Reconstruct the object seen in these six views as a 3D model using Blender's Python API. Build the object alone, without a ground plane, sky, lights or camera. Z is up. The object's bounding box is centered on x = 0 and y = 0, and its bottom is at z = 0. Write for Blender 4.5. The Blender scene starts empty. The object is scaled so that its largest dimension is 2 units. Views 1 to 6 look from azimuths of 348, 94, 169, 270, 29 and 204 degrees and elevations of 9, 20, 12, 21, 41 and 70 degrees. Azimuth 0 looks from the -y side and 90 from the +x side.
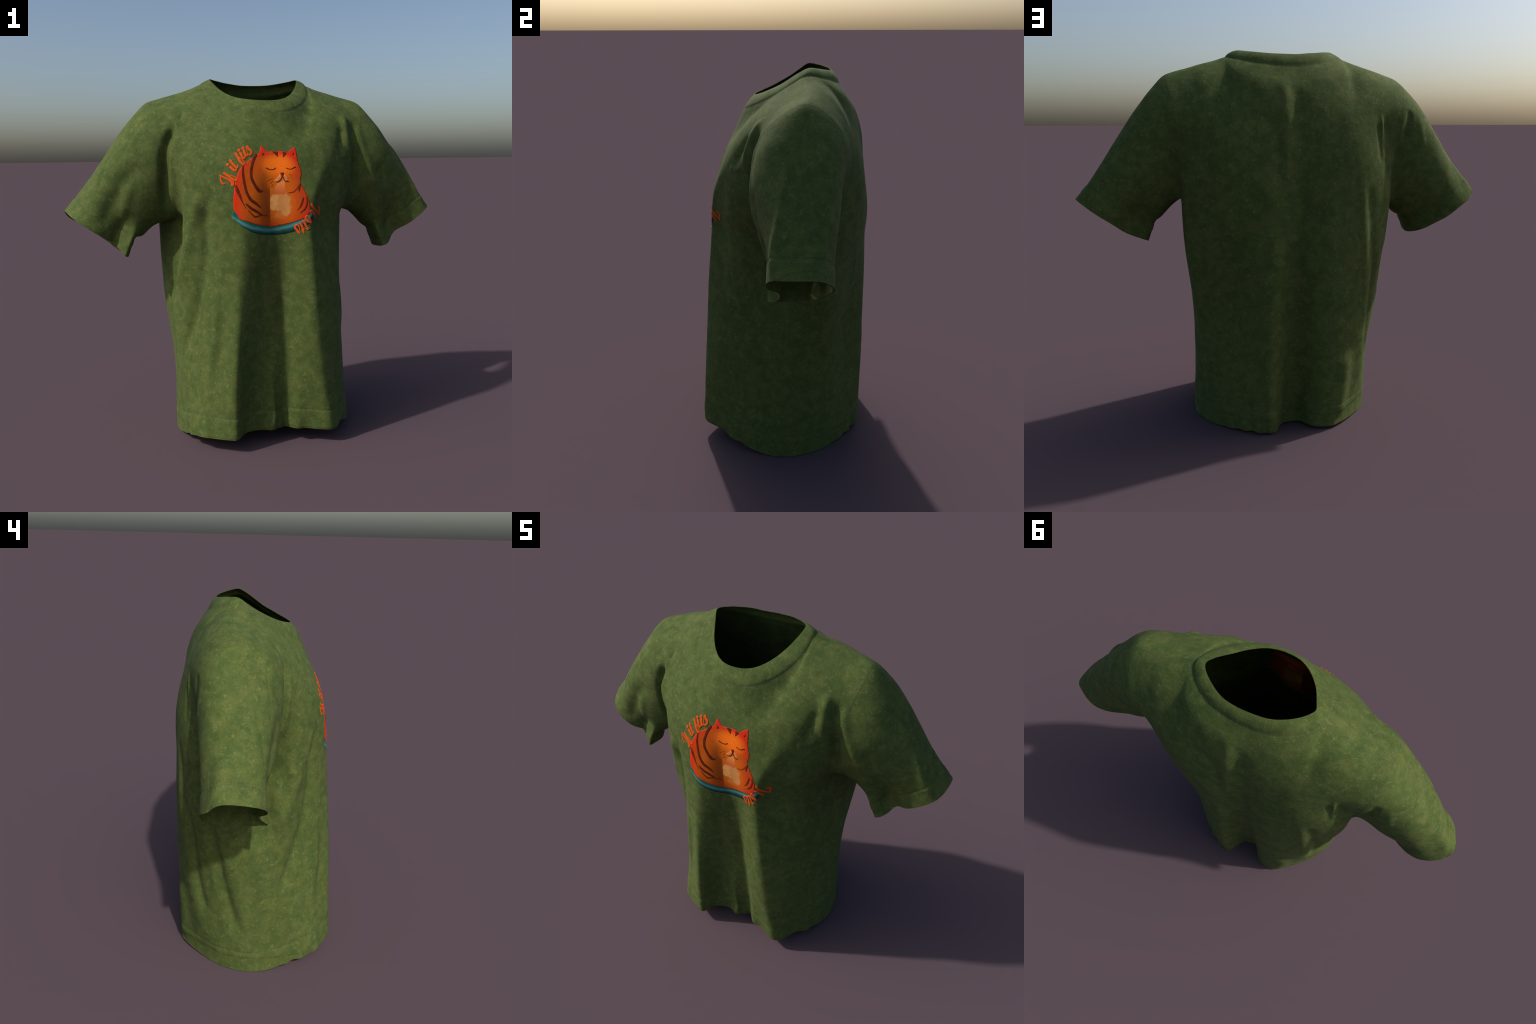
import bpy, bmesh, math, random
import numpy as np
from mathutils import Vector
from mathutils.bvhtree import BVHTree

random.seed(7)
rng = np.random.default_rng(7)

# ---------------------------------------------------------------- helpers
def cubic(xs, ys, q):
    """Smooth (Catmull-Rom / Hermite) interpolation of ys given at knots xs."""
    xs = np.asarray(xs, float); ys = np.asarray(ys, float); q = np.clip(np.asarray(q, float), xs[0], xs[-1])
    m = np.zeros_like(ys)
    d = np.diff(ys, axis=0) / np.diff(xs).reshape((-1,) + (1,) * (ys.ndim - 1))
    m[0], m[-1] = d[0], d[-1]
    if len(xs) > 2:
        h = np.diff(xs)
        w = (h[1:] / (h[1:] + h[:-1])).reshape((-1,) + (1,) * (ys.ndim - 1))
        m[1:-1] = d[:-1] * w + d[1:] * (1 - w)
    i = np.clip(np.searchsorted(xs, q, side="right") - 1, 0, len(xs) - 2)
    h = xs[i + 1] - xs[i]; t = (q - xs[i]) / h
    sh = t.shape + (1,) * (ys.ndim - 1)
    t = t.reshape(sh); h = h.reshape(sh)
    return ((2*t**3 - 3*t**2 + 1) * ys[i] + (t**3 - 2*t**2 + t) * h * m[i]
            + (-2*t**3 + 3*t**2) * ys[i+1] + (t**3 - t**2) * h * m[i+1])

def closed(xs, ys, q):
    """Periodic version on [0,1)."""
    xs = np.asarray(xs, float); ys = np.asarray(ys, float)
    X = np.concatenate([xs[-3:] - 1, xs, xs[:3] + 1]); Y = np.concatenate([ys[-3:], ys, ys[:3]])
    return cubic(X, Y, np.mod(q, 1.0))

def curve(pts, n):
    """n points evenly spaced by arc length along a smooth open curve."""
    pts = np.asarray(pts, float)
    s = np.r_[0, np.cumsum(np.linalg.norm(np.diff(pts, axis=0), axis=1))]
    f = cubic(s, pts, np.linspace(0, s[-1], 400))
    s = np.r_[0, np.cumsum(np.linalg.norm(np.diff(f, axis=0), axis=1))]
    q = np.linspace(0, s[-1], n)
    return np.stack([np.interp(q, s, f[:, k]) for k in range(f.shape[1])], 1)

def smooth(a, b, x):
    t = np.clip((np.asarray(x, float) - a) / (b - a), 0, 1)
    return t * t * (3 - 2 * t)

# ---------------------------------------------------------------- torso sections
# Meridians of the torso: how each crest and trough of the drape runs from hem to armpit.
LEVELS = [0.07, 0.35, 0.65, 0.90, 1.10]
FRONT = [
    [(-.462, -.01), (-.458, .010), (-.472, .030), (-.492, .07), (-.505, .120)],   # side seam
    [(-.450, -.10), (-.450, -.08), (-.455, -.05), (-.440, -.04), (-.408, -.005)],
    [(-.425, -.20), (-.425, -.165), (-.415, -.14), (-.442, -.115), (-.392, -.090)],
    [(-.400, -.29), (-.375, -.245), (-.350, -.23), (-.398, -.185), (-.412, -.160)],
    [(-.355, -.345), (-.330, -.308), (-.300, -.308), (-.345, -.240), (-.380, -.212)],
    [(-.285, -.385), (-.285, -.340), (-.258, -.330), (-.290, -.288), (-.326, -.258)],
    [(-.235, -.410), (-.240, -.388), (-.220, -.362), (-.232, -.334), (-.258, -.304)],
    [(-.200, -.415), (-.200, -.405), (-.185, -.390), (-.170, -.368), (-.160, -.350)],  # crest
    [(-.155, -.345), (-.150, -.360), (-.130, -.365), (-.110, -.355), (-.110, -.350)],
    [(-.100, -.315), (-.095, -.325), (-.075, -.335), (-.060, -.335), (-.062, -.340)],
    [(-.050, -.322), (-.040, -.320), (-.020, -.320), (-.015, -.320), (-.022, -.325)],
    [(-.010, -.343), (.005, -.325), (.025, -.308), (.020, -.310), (.010, -.317)],
    [(.060, -.295), (.070, -.310), (.060, -.305), (.060, -.310), (.055, -.319)],       # trough
    [(.110, -.355), (.105, -.345), (.100, -.340), (.100, -.333), (.100, -.332)],
    [(.180, -.358), (.155, -.375), (.150, -.370), (.145, -.358), (.142, -.346)],
    [(.265, -.410), (.225, -.402), (.205, -.385), (.190, -.370), (.182, -.350)],       # crest
    [(.310, -.385), (.280, -.370), (.255, -.355), (.230, -.340), (.212, -.317)],
    [(.338, -.325), (.330, -.320), (.315, -.305), (.280, -.290), (.247, -.279)],
    [(.394, -.265), (.375, -.250), (.365, -.240), (.340, -.238), (.325, -.235)],
    [(.440, -.170), (.415, -.165), (.402, -.160), (.392, -.150), (.388, -.150)],
    [(.463, -.080), (.443, -.080), (.430, -.080), (.430, -.050), (.430, -.050)],
    [(.468, .000), (.457, .000), (.460, .020), (.478, .070), (.483, .090)],            # side seam
]
BACK = [
    [(.462, .07), (.460, .085), (.472, .11), (.506, .155), (.514, .18)],
    [(.430, .15), (.430, .165), (.452, .19), (.486, .225), (.495, .24)],
    [(.360, .25), (.360, .245), (.370, .255), (.400, .28), (.400, .30)],
    [(.270, .325), (.265, .308), (.265, .295), (.288, .325), (.305, .350)],
    [(.190, .375), (.190, .370), (.190, .365), (.190, .370), (.190, .380)],
    [(.130, .400), (.125, .405), (.120, .400), (.115, .395), (.110, .385)],            # lobe
    [(.070, .340), (.070, .360), (.065, .370), (.060, .380), (.055, .375)],
    [(.030, .285), (.025, .312), (.020, .336), (.015, .352), (.010, .362)],
    [(-.010, .280), (-.015, .305), (-.020, .328), (-.025, .345), (-.030, .355)],       # trough
    [(-.050, .305), (-.055, .330), (-.060, .355), (-.060, .365), (-.070, .367)],
    [(-.080, .355), (-.095, .370), (-.100, .380), (-.105, .385), (-.110, .380)],
    [(-.140, .385), (-.150, .392), (-.160, .395), (-.165, .395), (-.170, .388)],       # lobe
    [(-.205, .376), (-.222, .380), (-.235, .385), (-.240, .385), (-.250, .378)],
    [(-.300, .298), (-.305, .335), (-.320, .355), (-.325, .365), (-.340, .355)],
    [(-.365, .225), (-.378, .285), (-.405, .295), (-.430, .310), (-.440, .310)],
    [(-.410, .170), (-.415, .200), (-.466, .195), (-.486, .238), (-.503, .255)],
    [(-.450, .080), (-.455, .090), (-.497, .130), (-.507, .165), (-.510, .195)],
]
SECT = np.array(FRONT + BACK)                      # (39 meridians, 5 levels, xy)
NM = len(SECT)
NC = NM * 2                                        # cage columns, half-way meridians added
cols = np.arange(NC) / 2.0
wrap = np.concatenate([SECT[-3:], SECT, SECT[:3]])
SECT2 = cubic(np.arange(-3, NM + 3), wrap, cols)   # (NC, 5, 2)

HEM_H = 0.105                                      # turned-up hem, height of its stitching
ARM_Z = 1.10
ROWS = np.array([0, .035, .075, .105, .16, .24, .33, .43, .54, .65, .75, .84, .92, .985, 1.045, 1.10]) / 1.10

def hem_z(y):
    """the hem hangs level at sides and back and is lifted in front"""
    return (0.0 + .072 * smooth(.02, .36, -y) + .022 * smooth(.2, .36, y) * 0.6)

cage_v, faces, face_part = [], [], []
PARTS = ["torso", "sleeve", "sleeve", "collar", "hem", "cuff", "cuff"]
T_TORSO, T_SL_R, T_SL_L, T_COLLAR, T_HEM, T_CUFF_R, T_CUFF_L = range(7)

def addv(p):
    cage_v.append(np.asarray(p, float)); return len(cage_v) - 1

def addf(f, part):
    faces.append(list(f)); face_part.append(part)

def arm_rise(c):
    m = c / 2.0
    d = min(m, NM - m)
    return .064 * np.exp(-((m - 20.9) / 1.7) ** 2) + .016 * np.exp(-(d / 1.4) ** 2)

ring = []                                          # ring[row][col] -> vertex
for r, h in enumerate(ROWS):
    row = []
    for c in range(NC):
        z0 = hem_z(SECT2[c, 0, 1])
        # armpits sit a little higher than the row across chest and back
        z = z0 + h * (ARM_Z + arm_rise(c) - z0)
        xy = cubic(LEVELS, SECT2[c], [z])[0]
        row.append(addv((xy[0], xy[1], z)))
    ring.append(row)
NR = len(ROWS)
for r in range(NR - 1):
    for c in range(NC):
        d = (c + 1) % NC
        addf((ring[r][c], ring[r][d], ring[r+1][d], ring[r+1][c]), T_HEM if ROWS[r+1] * ARM_Z < HEM_H + .001 else T_TORSO)

# ---------------------------------------------------------------- yoke: chest and back above the armpits
fa, fb = 2, 40                                     # front panel columns
ba, bb = 44, 76                                    # back panel columns (from +x round to -x)
NSH = 8                                            # cage segments along a shoulder seam
NT = 13                                            # rows from armpit to shoulder

ARM_FRONT = [(.450, -.04, 1.155), (.467, -.078, 1.195), (.476, -.108, 1.27), (.490, -.118, 1.38),
             (.518, -.112, 1.48), (.538, -.095, 1.56), (.556, -.045, 1.635), (.572, .02, 1.682), (.577, .10, 1.729)]
ARM_BACK = [(.512, .175, 1.12), (.517, .188, 1.18), (.523, .210, 1.27), (.529, .238, 1.36),
            (.535, .262, 1.45), (.543, .272, 1.53), (.555, .243, 1.605), (.571, .190, 1.665), (.577, .10, 1.729)]
SHOULDER = {+1: [(.577, .10, 1.729), (.48, .112, 1.755), (.39, .115, 1.780), (.325, .108, 1.797), (.285, .098, 1.812)],
            -1: [(-.570, .10, 1.713), (-.48, .115, 1.742), (-.39, .12, 1.769), (-.325, .11, 1.793), (-.282, .095, 1.809)]}
NECK_FRONT = [(-.282, .095, 1.809), (-.268, -.005, 1.752), (-.228, -.078, 1.706), (-.155, -.145, 1.668), (-.076, -.187, 1.648),
              (.008, -.200, 1.640), (.097, -.190, 1.648), (.175, -.140, 1.672), (.238, -.062, 1.712), (.275, .01, 1.756), (.285, .098, 1.812)]
NECK_BACK = [(.285, .098, 1.812), (.270, .145, 1.797), (.225, .185, 1.786), (.155, .222, 1.772), (.083, .238, 1.762), (.005, .242, 1.757),
             (-.075, .238, 1.761), (-.158, .217, 1.773), (-.225, .178, 1.788), (-.268, .135, 1.800), (-.282, .095, 1.809)]
# profiles of the panels between the armholes, bottom to top
GUIDE_F = {-.58: [(-.28, -.293, 1.10), (-.29, -.291, 1.20), (-.30, -.278, 1.33), (-.305, -.235, 1.46), (-.30, -.145, 1.60), (-.29, -.03, 1.73), (-.282, .095, 1.809)],
           -.30: [(-.15, -.352, 1.10), (-.15, -.345, 1.20), (-.155, -.330, 1.30), (-.155, -.305, 1.40), (-.155, -.262, 1.50), (-.155, -.205, 1.59), (-.155, -.145, 1.668)],
           0: [(.01, -.318, 1.10), (0, -.317, 1.18), (0, -.315, 1.25), (0, -.308, 1.34), (0, -.292, 1.42), (0, -.262, 1.50), (0, -.230, 1.57), (.0, -.200, 1.640)],
           .30: [(.16, -.348, 1.10), (.16, -.346, 1.20), (.16, -.328, 1.31), (.16, -.304, 1.40), (.16, -.262, 1.50), (.16, -.205, 1.59), (.16, -.147, 1.668)],
           .58: [(.28, -.265, 1.10), (.285, -.272, 1.20), (.298, -.278, 1.33), (.305, -.245, 1.46), (.30, -.165, 1.60), (.29, -.03, 1.73), (.285, .098, 1.812)]}
GUIDE_B = {-.50: [(.30, .35, 1.10), (.295, .358, 1.2), (.30, .358, 1.32), (.305, .342, 1.45), (.305, .305, 1.57), (.30, .247, 1.68), (.295, .182, 1.764), (.285, .098, 1.812)],
           0: [(-.01, .365, 1.10), (0, .365, 1.2), (0, .362, 1.33), (0, .356, 1.45), (0, .340, 1.56), (.0, .300, 1.66), (.005, .242, 1.757)],
           .50: [(-.30, .36, 1.10), (-.300, .366, 1.2), (-.31, .366, 1.32), (-.31, .348, 1.44), (-.305, .307, 1.57), (-.30, .245, 1.68), (-.292, .178, 1.762), (-.282, .095, 1.809)]}

def panel(col_lo, col_hi, left, right, guides, top):
    n = col_hi - col_lo
    s = np.linspace(-1, 1, n + 1)
    T = np.linspace(0, 1, NT + 1)
    keys = [-1] + sorted(guides) + [1]
    lines = np.stack([curve(left, NT + 1)] + [curve(guides[k], NT + 1) for k in sorted(guides)] + [curve(right, NT + 1)])
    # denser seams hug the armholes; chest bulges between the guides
    G = cubic(keys, lines, s)                      # (n+1, NT+1, 3)
    bottom = np.array([cage_v[ring[NR-1][c]] for c in range(col_lo, col_hi + 1)])
    db = bottom - G[:, 0]; dt = top - G[:, -1]
    wb = 1 - smooth(0, .45, T); wt = smooth(.45, 1.0, T) ** 1.5
    G = G + db[:, None] * wb[None, :, None] + dt[:, None] * wt[None, :, None]
    return G

flip = lambda L: [(-x, y, z) for x, y, z in L]
arm_fl, arm_bl = flip(ARM_FRONT), flip(ARM_BACK)
arm_fl[-1] = arm_bl[-1] = SHOULDER[-1][0]
sh_l, sh_r = curve(SHOULDER[-1], NSH + 1), curve(SHOULDER[1], NSH + 1)
top_f = np.concatenate([sh_l, curve(NECK_FRONT, fb - fa - 2 * NSH + 1)[1:-1], sh_r[::-1]])
top_b = np.concatenate([sh_r, curve(NECK_BACK, bb - ba - 2 * NSH + 1)[1:-1], sh_l[::-1]])
# front panel columns run from -x to +x, back panel columns from +x to -x
PF = panel(fa, fb, arm_fl, ARM_FRONT, GUIDE_F, top_f)
PB = panel(ba, bb, ARM_BACK, arm_bl, GUIDE_B, top_b)

nf, nb = fb - fa, bb - ba
vf = [[0] * (NT + 1) for _ in range(nf + 1)]
vb = [[0] * (NT + 1) for _ in range(nb + 1)]
for i in range(nf + 1):
    vf[i][0] = ring[NR-1][fa + i]
    for t in range(1, NT + 1):
        vf[i][t] = addv(PF[i, t])
for i in range(nb + 1):
    vb[i][0] = ring[NR-1][ba + i]
    for t in range(1, NT + 1):
        if t == NT and i <= NSH:
            vb[i][t] = vf[nf - i][NT]
        elif t == NT and i >= nb - NSH:
            vb[i][t] = vf[nb - i][NT]
        else:
            vb[i][t] = addv(PB[i, t])
for V, n in ((vf, nf), (vb, nb)):
    for i in range(n):
        for t in range(NT):
            addf((V[i][t], V[i+1][t], V[i+1][t+1], V[i][t+1]), T_TORSO)

# ---------------------------------------------------------------- collar: a rolled band on the neck seam
neck = [vf[i][NT] for i in range(NSH, nf - NSH + 1)] + [vb[i][NT] for i in range(NSH + 1, nb - NSH)]
NN = len(neck)
INNER_FRONT = [(-.236, .093, 1.831), (-.215, .045, 1.796), (-.19, -.015, 1.760), (-.137, -.093, 1.723), (-.076, -.142, 1.706), (-.004, -.155, 1.701),
               (.076, -.140, 1.706), (.140, -.085, 1.728), (.190, -.01, 1.766), (.222, .05, 1.806), (.237, .100, 1.834)]
INNER_BACK = [(.237, .100, 1.834), (.221, .125, 1.830), (.172, .164, 1.823), (.114, .196, 1.816), (.05, .206, 1.813), (-.015, .204, 1.811),
              (-.08, .199, 1.815), (-.15, .172, 1.822), (-.215, .122, 1.829), (-.236, .093, 1.831)]
nfn = nf - 2 * NSH
inner = np.concatenate([curve(INNER_FRONT, nfn + 1), curve(INNER_BACK, nb - 2 * NSH + 1)[1:-1]])
seam = np.array([cage_v[i] for i in neck])
centre = np.array([0, .03, 1.72])
prev = neck
for k, (f, puff) in enumerate([(.10, .002), (.3, .005), (.6, .006), (.85, .003), (1.0, 0)]):
    P = seam * (1 - f) + inner * f
    out = seam - centre; out[:, 2] *= 0; out /= np.linalg.norm(out, axis=1)[:, None]
    side = np.abs(out[:, 0:1]) ** 2
    out[:, 2] = .9
    firm = np.clip(np.maximum(smooth(-.05, .20, seam[:, 0:1]), .8 * smooth(.08, .2, seam[:, 1:2])), .2, 1)
    P = P + out * puff * (1 - .35 * side) * firm * 1.1
    cur = [addv(p) for p in P]
    for i in range(NN):
        j = (i + 1) % NN
        addf((prev[i], prev[j], cur[j], cur[i]), T_COLLAR)
    prev = cur
collar_edge = prev

# ---------------------------------------------------------------- sleeves
CUFF_PHI = [0, .08, .13, .19, .25, .33, .42, .50, .57, .67, .77, .87, .94]
CUFFS = {
    -1: ([0, .07, .13, .19, .26, .33, .42, .50, .57, .66, .74, .81, .88, .94],
         [(-.678, .05, .929), (-.688, -.02, .934), (-.697, -.062, .943), (-.750, -.005, 1.000), (-.785, -.03, 1.027), (-.840, -.048, 1.062),
          (-.940, -.012, 1.130), (-1.0, .135, 1.169), (-.978, .178, 1.125), (-.900, .217, 1.078), (-.831, .205, 1.022), (-.790, .180, .995), (-.740, .145, .957), (-.700, .10, .936)]),
    +1: ([0, .07, .13, .18, .22, .32, .41, .46, .50, .57, .66, .74, .82, .90, .95],
         [(.675, .08, .933), (.679, .02, .931), (.689, -.056, .940), (.745, -.010, .953), (.763, .013, .993), (.854, -.036, 1.061),
          (.968, -.010, 1.143), (.990, .06, 1.150), (1.0, .15, 1.158), (.965, .19, 1.132), (.900, .217, 1.085), (.835, .202, 1.038), (.782, .162, .992), (.722, .135, .960), (.688, .115, .944)]),
}
# bottom, front, top, back of the sleeve on its way down
MIDS = {-1: [((-.553, .10, 1.092), (-.58, -.100, 1.33), (-.676, .10, 1.590), (-.605, .245, 1.41)),
             ((-.610, .07, 1.034), (-.70, -.068, 1.22), (-.818, .08, 1.380), (-.715, .234, 1.26))],
        +1: [((.550, .10, 1.122), (.58, -.128, 1.36), (.678, .10, 1.607), (.605, .250, 1.42)),
             ((.614, .09, 1.058), (.70, -.085, 1.23), (.822, .10, 1.396), (.715, .236, 1.27))]}

def oval(quad, phi):
    """rounded section through bottom, front, top and back points"""
    b, f, t, k = map(np.array, quad)
    c = (b + t) / 2
    a = 2 * np.pi * np.asarray(phi)
    ca, sa = np.cos(a), np.sin(a)
    pw = lambda v, e: np.sign(v) * np.abs(v) ** e
    side = np.where(sa[:, None] > 0, (f - c)[None], (k - c)[None])
    e = np.where(ca < 0, np.where(sa > 0, .58, .8), np.where(sa > 0, 1.0, 1.15))
    return c + (b - c) * pw(ca, .9)[:, None] + side * (np.abs(sa) ** e)[:, None]

sleeve_loops = {}
for sgn in (-1, 1):
    if sgn < 0:
        front = [vf[0][t] for t in range(0, NT + 1)]             # armpit corner to shoulder tip
        back = [vb[nb][t] for t in range(0, NT)]
        under = [ring[NR-1][c] for c in [*range(bb + 1, NC), 0, 1]]  # from back corner to front corner
    else:
        front = [vf[nf][t] for t in range(0, NT + 1)]
        back = [vb[0][t] for t in range(0, NT)]
        under = [ring[NR-1][c] for c in range(ba - 1, fb, -1)]
    loop = front + back[::-1] + under                            # closed loop: front up, back down, under
    nfr, nbk, nu = len(front), len(back), len(under)
    # angle of every vertex of the loop: 0 bottom, .25 front, .5 top, .75 back
    lo = .5 * (nu + 1) / (nu + 1 + 2.0 * NT) * .9
    ph = np.concatenate([np.linspace(lo, .5, nfr), np.linspace(.5, 1 - lo, nbk + 1)[1:], 1 - lo + np.linspace(0, 2 * lo, nu + 2)[1:-1]])
    phi_keys, pts = CUFFS[sgn]
    start = np.array([cage_v[i] for i in loop])
    cuff = closed(phi_keys, pts, ph)
    m1, m2 = oval(MIDS[sgn][0], ph), oval(MIDS[sgn][1], ph)
    m1 = .80 * m1 + .20 * (start * .6 + cuff * .4)
    m2 = .75 * m2 + .25 * (start * .33 + cuff * .67)
    low = (.5 + .5 * np.cos(2 * np.pi * ph))[:, None]
    axis = low * np.array([sgn * -.030, 0, .085]) + (1 - low) * np.array([sgn * -.053, 0, .060])
    st = cuff + axis
    st2 = cuff + axis * .42
    U = [0, .32, .62, .86, .945, 1.0]
    stack = np.stack([start, m1, m2, st, st2, cuff])
    us = [.09, .2, .32, .45, .58, .70, .79, .86, .905, .955, 1.0]
    rows = cubic(U, stack, us)
    prev = loop
    n = len(loop)
    for u, P in zip(us, rows):
        cur = [addv(p) for p in P]
        part = (T_SL_R if sgn < 0 else T_SL_L) if u <= .861 else (T_CUFF_R if sgn < 0 else T_CUFF_L)
        for i in range(n):
            j = (i + 1) % n
            q = (prev[i], prev[j], cur[j], cur[i])
            addf(q if sgn < 0 else q[::-1], part)
        prev = cur
    sleeve_loops[sgn] = prev

# ---------------------------------------------------------------- smooth the cage into cloth
def subdivide(verts, levels):
    me = bpy.data.meshes.new("cage_mesh")
    me.from_pydata([tuple(v) for v in verts], [], faces)
    me.polygons.foreach_set("material_index", face_part)
    ob = bpy.data.objects.new("cage", me)
    bpy.context.scene.collection.objects.link(ob)
    md = ob.modifiers.new("s", "SUBSURF"); md.levels = md.render_levels = levels
    dg = bpy.context.evaluated_depsgraph_get(); dg.update()
    ev = ob.evaluated_get(dg).to_mesh()
    co = np.empty(len(ev.vertices) * 3); ev.vertices.foreach_get("co", co)
    nq = len(ev.polygons)
    fi = np.empty(nq * 4, int); ev.loops.foreach_get("vertex_index", fi)
    mi = np.empty(nq, int); ev.polygons.foreach_get("material_index", mi)
    ob.evaluated_get(dg).to_mesh_clear()
    bpy.data.objects.remove(ob); bpy.data.meshes.remove(me)
    return co.reshape(-1, 3), fi.reshape(-1, 4), mi

def fair(verts, iters=2, keep=None):
    """relax the cage across its seams a little"""
    V = np.array(verts)
    E = set()
    for f in faces:
        for a, b in zip(f, f[1:] + f[:1]):
            E.add((min(a, b), max(a, b)))
    E = np.array(sorted(E))
    deg = np.zeros(len(V)); np.add.at(deg, E[:, 0], 1); np.add.at(deg, E[:, 1], 1)
    for _ in range(iters):
        for lam in (.5, -.52):
            S = np.zeros_like(V)
            np.add.at(S, E[:, 0], V[E[:, 1]]); np.add.at(S, E[:, 1], V[E[:, 0]])
            d = S / deg[:, None] - V
            V = V + lam * d * keep[:, None]
    return V

w = np.zeros(len(cage_v))
ca = np.array(cage_v)
loopset = np.array([cage_v[i] for s in (-1, 1) for i in ([vf[0 if s < 0 else nf][t] for t in range(NT + 1)] + [vb[nb if s < 0 else 0][t] for t in range(NT + 1)])])
dist = np.min(np.linalg.norm(ca[:, None] - loopset[None], axis=2), axis=1)
w = 1 - smooth(.04, .16, dist)
w *= 1 - .85 * (1 - smooth(.08, .22, np.linalg.norm((ca - np.array([0, .09, 1.12])) * [0, 1, 1], axis=1)))   # the armpit stays a crisp fold
sh = np.array([cage_v[vf[i][NT]] for i in [*range(NSH + 1), *range(nf - NSH, nf + 1)]])
w = np.maximum(w, .7 * (1 - smooth(.03, .12, np.min(np.linalg.norm(ca[:, None] - sh[None], axis=2), axis=1))) * (np.abs(ca[:, 0]) > .31))
cage = fair(cage_v, 3, w)
LEVEL = 3
co, quads, part = subdivide(cage, LEVEL)

def normals(co, quads):
    n = np.zeros_like(co)
    d = np.cross(co[quads[:, 2]] - co[quads[:, 0]], co[quads[:, 3]] - co[quads[:, 1]])
    for k in range(4):
        np.add.at(n, quads[:, k], d)
    return n / np.maximum(np.linalg.norm(n, axis=1), 1e-12)[:, None]

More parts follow.
